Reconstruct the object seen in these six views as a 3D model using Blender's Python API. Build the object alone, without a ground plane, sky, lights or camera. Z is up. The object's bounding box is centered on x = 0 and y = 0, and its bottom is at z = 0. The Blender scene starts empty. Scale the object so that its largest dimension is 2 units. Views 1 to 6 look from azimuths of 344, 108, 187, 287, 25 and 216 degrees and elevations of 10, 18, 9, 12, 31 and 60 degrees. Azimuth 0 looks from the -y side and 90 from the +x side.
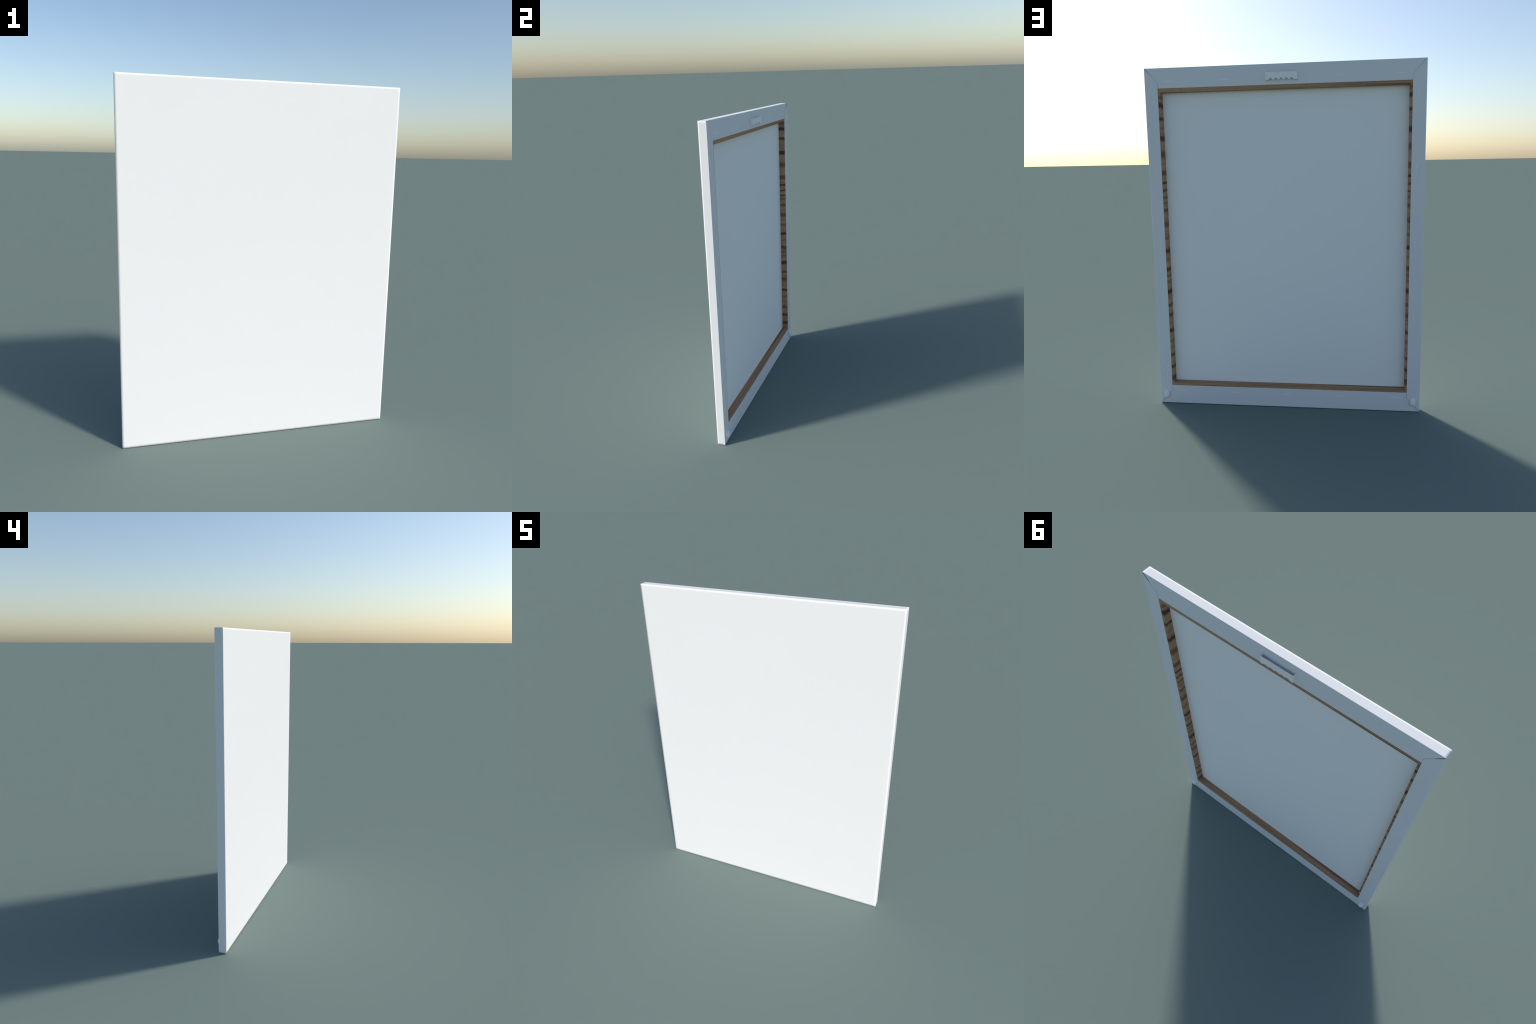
"""A blank stretched artist's canvas: primed fabric pulled over a timber stretcher frame,
folded and stapled on the back, with a sawtooth hanger and two bumper pads."""
import bpy, bmesh, math
from mathutils import Vector

# ------------------------------------------------------------------ sizes (metres)
HALF_W, HEIGHT = 0.785, 2.0          # outside of the wrapped canvas
FRONT_Y, SIDE_END_Y = -0.0336, 0.0108 # painted face / where the sides turn into the back folds
EDGE_SOFT, EDGE_SOFT_SIDE = 0.0112, 0.0085   # how far the soft shading of an edge reaches on face and on sides
FABRIC = 0.0042                      # fabric thickness behind the face
FOLD_SIDE_Y, FOLD_TOP_Y, FOLD_BOTTOM_Y = 0.0165, 0.0140, 0.0138   # outer level of the folded cloth
LIP_X, LIP_LOW, LIP_HIGH = 0.7105, 0.1148, 1.8885   # where the folds stop (window edge)
RIDGE_X, RIDGE_LOW, RIDGE_HIGH, RIDGE_Y = 0.6976, 0.1338, 1.8662, 0.0113  # inner edge of the timber
PAD_X, PAD_Z, PAD_RX, PAD_RZ, PAD_TOP = 0.7460, 0.0585, 0.0160, 0.0252, 0.0336

# ------------------------------------------------------------------ helpers
def new_material(name, rough, spec=0.3):
    m = bpy.data.materials.new(name)
    m.use_nodes = True
    nt = m.node_tree
    b = nt.nodes["Principled BSDF"]
    b.inputs["Roughness"].default_value = rough
    b.inputs["Specular IOR Level"].default_value = spec
    return m, nt, b

def node(nt, kind, **kw):
    n = nt.nodes.new(kind)
    for k, v in kw.items():
        setattr(n, k, v)
    return n

def math_node(nt, op, a, b=None):
    n = node(nt, "ShaderNodeMath", operation=op)
    for i, v in enumerate((a, b)):
        if v is None:
            continue
        if isinstance(v, (int, float)):
            n.inputs[i].default_value = v
        else:
            nt.links.new(v, n.inputs[i])
    return n.outputs[0]

def scaled_noise(nt, scale, detail=3.0, rough=0.55, offset=(0, 0, 0)):
    tc = node(nt, "ShaderNodeTexCoord")
    mp = node(nt, "ShaderNodeMapping")
    mp.inputs["Scale"].default_value = scale
    mp.inputs["Location"].default_value = offset
    nz = node(nt, "ShaderNodeTexNoise")
    nz.inputs["Scale"].default_value = 1.0
    nz.inputs["Detail"].default_value = detail
    nz.inputs["Roughness"].default_value = rough
    nt.links.new(tc.outputs["Object"], mp.inputs["Vector"])
    nt.links.new(mp.outputs[0], nz.inputs["Vector"])
    return nz.outputs["Fac"]

def mix_colour(nt, fac, a, b):
    n = node(nt, "ShaderNodeMix", data_type="RGBA")
    for sock, v in ((n.inputs[0], fac), (n.inputs[6], a), (n.inputs[7], b)):
        if isinstance(v, tuple):
            sock.default_value = (*v, 1)
        elif isinstance(v, (int, float)):
            sock.default_value = v
        else:
            nt.links.new(v, sock)
    return n.outputs[2]

def remap(nt, v, lo, hi, to_lo=0.0, to_hi=1.0):
    n = node(nt, "ShaderNodeMapRange", interpolation_type="SMOOTHSTEP")
    nt.links.new(v, n.inputs["Value"])
    for key, val in (("From Min", lo), ("From Max", hi), ("To Min", to_lo), ("To Max", to_hi)):
        n.inputs[key].default_value = val
    return n.outputs[0]

# ------------------------------------------------------------------ materials
def fabric_material(name, colour, rough=0.85, spec=0.2, low=None):
    m, nt, b = new_material(name, rough, spec)
    tint = scaled_noise(nt, (1.6, 1.6, 1.6), 4)
    c2 = tuple(c * 0.992 for c in colour)
    c = mix_colour(nt, remap(nt, tint, 0.35, 0.65), colour, c2)
    if low:                                   # base colour a little lighter towards the foot
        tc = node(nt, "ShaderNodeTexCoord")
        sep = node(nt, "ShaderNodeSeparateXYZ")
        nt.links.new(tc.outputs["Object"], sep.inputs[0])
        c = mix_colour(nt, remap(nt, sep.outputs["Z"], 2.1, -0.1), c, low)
    nt.links.new(c, b.inputs["Base Color"])
    return m

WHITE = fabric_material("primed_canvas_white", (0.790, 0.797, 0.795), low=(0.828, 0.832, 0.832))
REVERSE = fabric_material("pale_canvas_reverse", (0.945, 0.94, 0.91))
FOLD = fabric_material("folded_canvas_white", (0.80, 0.80, 0.80))
PLAIN = fabric_material("hanger_white_metal", (0.93, 0.91, 0.88), 0.6, 0.25)
STAPLE = fabric_material("staple_white_metal", (0.93, 0.91, 0.88), 0.6, 0.25)
PAD = fabric_material("pad_white_plastic", (0.93, 0.92, 0.91), 0.6, 0.25)

WOOD_LIGHT, WOOD_MID, WOOD_DARK = (0.49, 0.30, 0.175), (0.38, 0.215, 0.118), (0.120, 0.052, 0.036)

# latewood rings that cross the upright bars: height, half width, strength
RINGS = [(1.845, .014, .5), (1.803, .018, 1), (1.729, .012, .95), (1.678, .007, .4), (1.621, .021, 1), (1.527, .026, .65),
         (1.424, .022, .7), (1.366, .010, .95), (1.323, .010, .8), (1.283, .009, .75), (1.251, .011, .45),
         (1.205, .013, .7), (1.124, .021, .7), (1.041, .013, .45), (0.966, .016, .95), (0.910, .008, .4), (0.849, .017, .8),
         (0.813, .010, .5), (0.777, .012, .5), (0.715, .020, 1), (0.633, .014, .6), (0.571, .018, .75),
         (0.472, .013, .95), (0.412, .008, .55), (0.365, .009, .3), (0.318, .014, .75), (0.243, .015, .9), (0.171, .020, .85)]

def upright_wood():
    """Bars whose grain was cut across: dark growth rings at uneven heights."""
    m, nt, b = new_material("cross_grain_timber", 0.65, 0.15)
    tc = node(nt, "ShaderNodeTexCoord")
    sep = node(nt, "ShaderNodeSeparateXYZ")
    nt.links.new(tc.outputs["Object"], sep.inputs[0])
    wav = math_node(nt, "MULTIPLY", math_node(nt, "SUBTRACT", scaled_noise(nt, (9, 26, 9), 2), 0.5), 0.022)
    fine = math_node(nt, "MULTIPLY", math_node(nt, "SUBTRACT", scaled_noise(nt, (40, 60, 70), 2, offset=(3, 1, 7)), 0.5), 0.010)
    z = math_node(nt, "ADD", sep.outputs["Z"], math_node(nt, "MULTIPLY", sep.outputs["X"], 0.0143))
    z = math_node(nt, "ADD", math_node(nt, "ADD", z, wav), fine)
    total = None
    for height, half, strength in RINGS:
        d = math_node(nt, "ABSOLUTE", math_node(nt, "SUBTRACT", z, height))
        ring = remap(nt, d, half * 0.3, half * 1.2, strength, 0.0)
        total = ring if total is None else math_node(nt, "MAXIMUM", total, ring)
    body = remap(nt, scaled_noise(nt, (6, 14, 55), 4, 0.6, (1, 5, 2)), 0.35, 0.68)
    light = mix_colour(nt, body, WOOD_LIGHT, WOOD_MID)
    faint = remap(nt, scaled_noise(nt, (5, 12, 130), 2, 0.5, (8, 2, 4)), 0.54, 0.70, 0, 0.32)
    light = mix_colour(nt, faint, light, WOOD_DARK)
    nt.links.new(mix_colour(nt, total, light, WOOD_DARK), b.inputs["Base Color"])
    return m

def lengthwise_wood():
    """Bars whose grain runs along them: long drifting streaks and short dark pores."""
    m, nt, b = new_material("long_grain_timber", 0.65, 0.15)
    body = remap(nt, scaled_noise(nt, (1.6, 55, 70), 4, 0.6, (4, 0, 0)), 0.36, 0.66)
    base = mix_colour(nt, body, WOOD_LIGHT, WOOD_MID)
    streak = remap(nt, scaled_noise(nt, (0.9, 75, 45), 2, 0.5, (2, 3, 1)), 0.53, 0.68, 0, 0.62)
    base = mix_colour(nt, streak, base, WOOD_DARK)
    pores = remap(nt, scaled_noise(nt, (55, 320, 320), 3, 0.6, (7, 0, 5)), 0.52, 0.72, 0, 0.5)
    base = mix_colour(nt, pores, base, WOOD_DARK)
    nt.links.new(base, b.inputs["Base Color"])
    return m

UPRIGHT, LENGTHWISE = upright_wood(), lengthwise_wood()

# ------------------------------------------------------------------ object making
root = bpy.data.objects.new("artist_canvas", None)
root.empty_display_size = 0.2
bpy.context.scene.collection.objects.link(root)
root["label"] = "blank white stretched canvas on a wooden frame"
root["category"] = "canvas"

def add(name, bm, material, parent=root, smooth=False):
    bmesh.ops.recalc_face_normals(bm, faces=bm.faces)
    me = bpy.data.meshes.new(name)
    bm.to_mesh(me)
    bm.free()
    for p in me.polygons:
        p.use_smooth = smooth
    me.materials.append(material)
    ob = bpy.data.objects.new(name, me)
    bpy.context.scene.collection.objects.link(ob)
    ob.parent = parent
    return ob

def weighted(ob):
    for p in ob.data.polygons:
        p.use_smooth = True
    w = ob.modifiers.new("normals", "WEIGHTED_NORMAL")
    w.keep_sharp = False
    w.weight = 90

def bevelled(ob, width, segments=3):
    b = ob.modifiers.new("rounding", "BEVEL")
    b.width, b.segments = width, segments
    b.limit_method, b.angle_limit = "ANGLE", math.radians(30)
    weighted(ob)

# ------------------------------------------------------------------ canvas: face and sides in one wrapped sheet
def frame_grid(inset, y, soft):
    """Outline points of a rectangle, with a support point either side of every corner."""
    w, z0, z1 = HALF_W - inset, inset, HEIGHT - inset
    c = [(w, z0), (w, z1), (-w, z1), (-w, z0)]
    pts = []
    for i, (x, z) in enumerate(c):
        px, pz = c[i - 1]
        nx, nz = c[(i + 1) % 4]
        back, ahead = Vector((px - x, pz - z)).normalized() * soft, Vector((nx - x, nz - z)).normalized() * soft
        pts += [(x + back.x, y, z + back.y), (x, y, z), (x + ahead.x, y, z + ahead.y)]
    return pts

def build_canvas():
    """Crisp box of cloth; support loops beside the edges let the shading turn softly over each fold."""
    bm = bmesh.new()
    d = EDGE_SOFT
    rings = [[bm.verts.new(p) for p in frame_grid(0, y, d)] for y in (FRONT_Y, FRONT_Y + EDGE_SOFT_SIDE, SIDE_END_Y)]
    rings += [[bm.verts.new(p) for p in frame_grid(FABRIC, y, d)] for y in (SIDE_END_Y, FRONT_Y + FABRIC)]
    n = len(rings[0])
    for a, b in zip(rings, rings[1:]):
        for i in range(n):
            bm.faces.new((a[i], a[(i + 1) % n], b[(i + 1) % n], b[i]))
    # painted face: corner squares, edge strips, middle
    inner = [bm.verts.new(p) for p in [(HALF_W - d, FRONT_Y, d), (HALF_W - d, FRONT_Y, HEIGHT - d),
                                       (-HALF_W + d, FRONT_Y, HEIGHT - d), (-HALF_W + d, FRONT_Y, d)]]
    f = rings[0]
    for k in range(4):
        o = 3 * k
        bm.faces.new((f[o], f[o + 1], f[o + 2], inner[k]))
        bm.faces.new((f[o + 2], f[(o + 3) % n], inner[(k + 1) % 4], inner[k]))
    bm.faces.new(inner)
    bm.faces.new(rings[-1]).material_index = 1
    for ring in rings[2:]:
        for i in range(n):
            bm.edges.get((ring[i], ring[(i + 1) % n])).smooth = False
    for a, b in zip(rings[3:], rings[4:]):
        for i in range(1, n, 3):
            bm.edges.get((a[i], b[i])).smooth = False
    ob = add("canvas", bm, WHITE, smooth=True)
    ob.data.materials.append(REVERSE)

# ------------------------------------------------------------------ folds stapled on the back
def plate(outline, y_back, y_out):
    """Flat piece with the given (x, z) outline."""
    bm = bmesh.new()
    a = [bm.verts.new((x, y_back, z)) for x, z in outline]
    b = [bm.verts.new((x, y_out, z)) for x, z in outline]
    n = len(a)
    bm.faces.new(a)
    bm.faces.new(b)
    for i in range(n):
        bm.faces.new((a[i], a[(i + 1) % n], b[(i + 1) % n], b[i]))
    return bm

def rounded_plate(name, outline, y_back, y_out, width, material):
    """Plate whose outer rim alone is rounded: fully at the free edges, barely along the mitres."""
    bm = plate(outline, y_back, y_out)
    lay = bm.edges.layers.float.new("bevel_weight_edge")
    for e in bm.edges:
        a, b = (v.co for v in e.verts)
        if abs(a.y - y_out) < 1e-6 and abs(b.y - y_out) < 1e-6:
            straight = abs(a.x - b.x) < 1e-5 or abs(a.z - b.z) < 1e-5
            e[lay] = 1.0 if straight and (a - b).length > 0.2 else 0.25
        elif abs(a.y - y_back) < 1e-6 and abs(b.y - y_back) < 1e-6:
            e.smooth = False
    ob = add(name, bm, material)
    b = ob.modifiers.new("rounding", "BEVEL")
    b.width, b.segments, b.limit_method = width, 3, "WEIGHT"
    weighted(ob)
    ob.modifiers["normals"].keep_sharp = True
    return ob

GAP, SEAM = 0.0006, 0.0011
KINK_LOW, KINK_HIGH = 0.0845, HEIGHT - 0.079

def lower_seam(off):
    """Mitre of the lower corner from window to outer corner; it swings out around the bumper pad."""
    rx, rz = PAD_RX + 0.0040 + off, PAD_RZ + 0.0036 + off
    slope = KINK_LOW / (HALF_W - LIP_X)
    drop = off * math.sqrt(1 + slope * slope)
    pts = [(LIP_X - off, KINK_LOW - off * 0.5)]
    for i in range(49):
        a = math.radians(90 + 270 * i / 48)
        x, z = PAD_X + rx * math.cos(a), PAD_Z + rz * math.sin(a)
        if z < slope * (HALF_W - x) - drop - 0.0004 and a < math.radians(330):
            pts.append((x, z))
    return pts + [(HALF_W - drop / slope, 0.0)]

def side_outline(sign):
    pts = [(HALF_W, GAP * 1.4), (HALF_W, HEIGHT - GAP * 1.4), (LIP_X, KINK_HIGH)] + lower_seam(0.0)[:-1]
    return [(sign * x, z) for x, z in pts]

def end_outline(top):
    if top:
        pts = [(HALF_W - GAP * 1.4, HEIGHT), (LIP_X - GAP, KINK_HIGH - GAP), (LIP_X - GAP, LIP_HIGH)]
    else:
        pts = list(reversed(lower_seam(SEAM))) + [(LIP_X - SEAM * 0.4, LIP_LOW)]
    return pts + [(-x, z) for x, z in reversed(pts)]

def build_folds():
    for sign in (1, -1):
        rounded_plate("side_fold", side_outline(sign), SIDE_END_Y, FOLD_SIDE_Y, 0.0030, FOLD)
    for top in (True, False):
        rounded_plate("end_fold", end_outline(top), SIDE_END_Y, FOLD_TOP_Y if top else FOLD_BOTTOM_Y, 0.0024, FOLD)

# ------------------------------------------------------------------ stretcher bars
def build_bars():
    # nested rectangles: (half width, low z, high z, y); bars are the four mitred runs between corners
    loops = [(HALF_W - 0.0036, 0.0036, HEIGHT - 0.0036, FRONT_Y + 0.0030),
             (RIDGE_X, RIDGE_LOW, RIDGE_HIGH, FRONT_Y + 0.0030),
             (RIDGE_X, RIDGE_LOW, RIDGE_HIGH, RIDGE_Y),
             (LIP_X - 0.0012, LIP_LOW + 0.0006, LIP_HIGH - 0.0006, 0.0133),
             (LIP_X + 0.0080, LIP_LOW - 0.0080, LIP_HIGH + 0.0080, SIDE_END_Y + 0.0004),
             (HALF_W - 0.0036, 0.0036, HEIGHT - 0.0036, SIDE_END_Y + 0.0004)]
    corners = [lambda w, a, b: (w, a), lambda w, a, b: (w, b), lambda w, a, b: (-w, b), lambda w, a, b: (-w, a)]
    for k in range(4):
        bm = bmesh.new()
        ends = []
        for c, o in ((k, (k + 1) % 4), ((k + 1) % 4, k)):
            ring = []
            for w, a, b, y in loops:
                x, z = corners[c](w, a, b)
                x2, z2 = corners[o](w, a, b)
                d = Vector((x2 - x, z2 - z)).normalized() * 0.00012    # hairline mitre joint
                ring.append(bm.verts.new((x + d.x, y, z + d.y)))
            ends.append(ring)
        n = len(loops)
        for i in range(n):
            j = (i + 1) % n
            bm.faces.new((ends[0][i], ends[0][j], ends[1][j], ends[1][i]))
        bm.faces.new(ends[0])
        bm.faces.new(ends[1])
        ob = add("stretcher_bar", bm, UPRIGHT if k % 2 == 0 else LENGTHWISE)
        bevelled(ob, 0.0007, 2)

# ------------------------------------------------------------------ staples
def staple_mesh(length, width, height):
    """Bridge of flat wire whose two shoulders turn down into the cloth."""
    bm = bmesh.new()
    n, side = 6, 8
    r = height
    prof = [(-length / 2, -0.0015)] + [(-length / 2 + r * (1 - math.cos(math.radians(90 * i / n))), r * math.sin(math.radians(90 * i / n))) for i in range(n + 1)]
    prof += [(-x, y) for x, y in reversed(prof)]
    rows = []
    for x, y in prof:                      # rounded cross-section, width along the other axis
        row = []
        for k in range(side + 1):
            a = math.radians(180 * k / side)
            row.append(bm.verts.new((x, y * (0.35 + 0.65 * math.sin(a) ** 0.3 if 0 < k < side else 0.35) if y > 0 else y, math.cos(a) * width / 2)))
        rows.append(row)
    for a, b in zip(rows, rows[1:]):
        for k in range(side):
            bm.faces.new((a[k], a[k + 1], b[k + 1], b[k]))
    for a, b in zip(rows, rows[1:]):
        bm.faces.new((a[0], b[0], b[side], a[side]))
    bm.faces.new(rows[0])
    bm.faces.new(rows[-1])
    bmesh.ops.recalc_face_normals(bm, faces=bm.faces)
    me = bpy.data.meshes.new("staple")
    bm.to_mesh(me)
    bm.free()
    me.materials.append(STAPLE)
    return me

def build_staples():
    flat, upright = staple_mesh(0.0495, 0.0062, 0.0016), staple_mesh(0.0620, 0.0046, 0.0016)
    def put(me, x, y, z, turn):
        ob = bpy.data.objects.new("staple", me)
        ob.location = (x, y, z)
        ob.rotation_euler = (0, turn, 0)
        bpy.context.scene.collection.objects.link(ob)
        ob.parent = root
    for x in (-0.6470, -0.3235, 0.0, 0.3235, 0.6465):
        put(flat, x, FOLD_BOTTOM_Y, 0.0798, 0)
        if x:
            put(flat, x, FOLD_TOP_Y, 1.9255, 0)
    for z in (0.1695, 0.5870, 0.9980, 1.4110, 1.8230):
        for sign in (1, -1):
            put(upright, sign * 0.7378, FOLD_SIDE_Y, z, math.radians(90))

# ------------------------------------------------------------------ sawtooth hanger
def build_hanger():
    half, top, low, notch = 0.0885, 1.9540, 1.9108, 1.9235
    back, out, thick = 0.0145, 0.0312, 0.0018
    pts = [(-half, top), (half, top), (half, low)]
    pitch, first = 0.02905, 0.0590
    for i in range(5):
        c = first - i * pitch
        pts += [(c + pitch / 2, low), (c, notch)]
    pts += [(first - 4.5 * pitch, low), (-half, low)]
    bm = plate(pts, out - thick, out)
    for sign in (1, -1):                       # side legs that reach back to the fold
        x0, x1 = sign * half, sign * (half - thick)
        for_leg = [(x0, back), (x1, back), (x1, out - thick), (x0, out - thick)]
        lo = [bm.verts.new((x, y, low)) for x, y in for_leg]
        hi = [bm.verts.new((x, y, top)) for x, y in for_leg]
        bm.faces.new(lo)
        bm.faces.new(hi)
        for i in range(4):
            if i == 2:
                continue                       # joined to the plate
            bm.faces.new((lo[i], lo[(i + 1) % 4], hi[(i + 1) % 4], hi[i]))
    bevelled(add("sawtooth_hanger", bm, PLAIN), 0.0003, 1)

# ------------------------------------------------------------------ bumper pads
def build_pads():
    rows, cols = 10, 40
    base_y = FOLD_SIDE_Y - 0.002
    bm = bmesh.new()
    rings = []
    for i in range(rows):
        a = math.radians(90 * i / rows)
        f, h = math.cos(a) ** 0.55, math.sin(a) ** 0.9
        rings.append([bm.verts.new((PAD_RX * f * math.cos(math.tau * k / cols), (PAD_TOP - base_y) * h,
                                    PAD_RZ * f * math.sin(math.tau * k / cols))) for k in range(cols)])
    tip = bm.verts.new((0, PAD_TOP - base_y, 0))
    for a, b in zip(rings, rings[1:]):
        for k in range(cols):
            bm.faces.new((a[k], a[(k + 1) % cols], b[(k + 1) % cols], b[k]))
    for k in range(cols):
        bm.faces.new((rings[-1][k], rings[-1][(k + 1) % cols], tip))
    bm.faces.new(rings[0])
    first = add("bumper_pad", bm, PAD, smooth=True)
    first.location = (PAD_X, base_y, PAD_Z)
    other = first.copy()
    other.location = (-PAD_X, base_y, PAD_Z)
    bpy.context.scene.collection.objects.link(other)

build_canvas()
build_folds()
build_bars()
build_staples()
build_hanger()
build_pads()
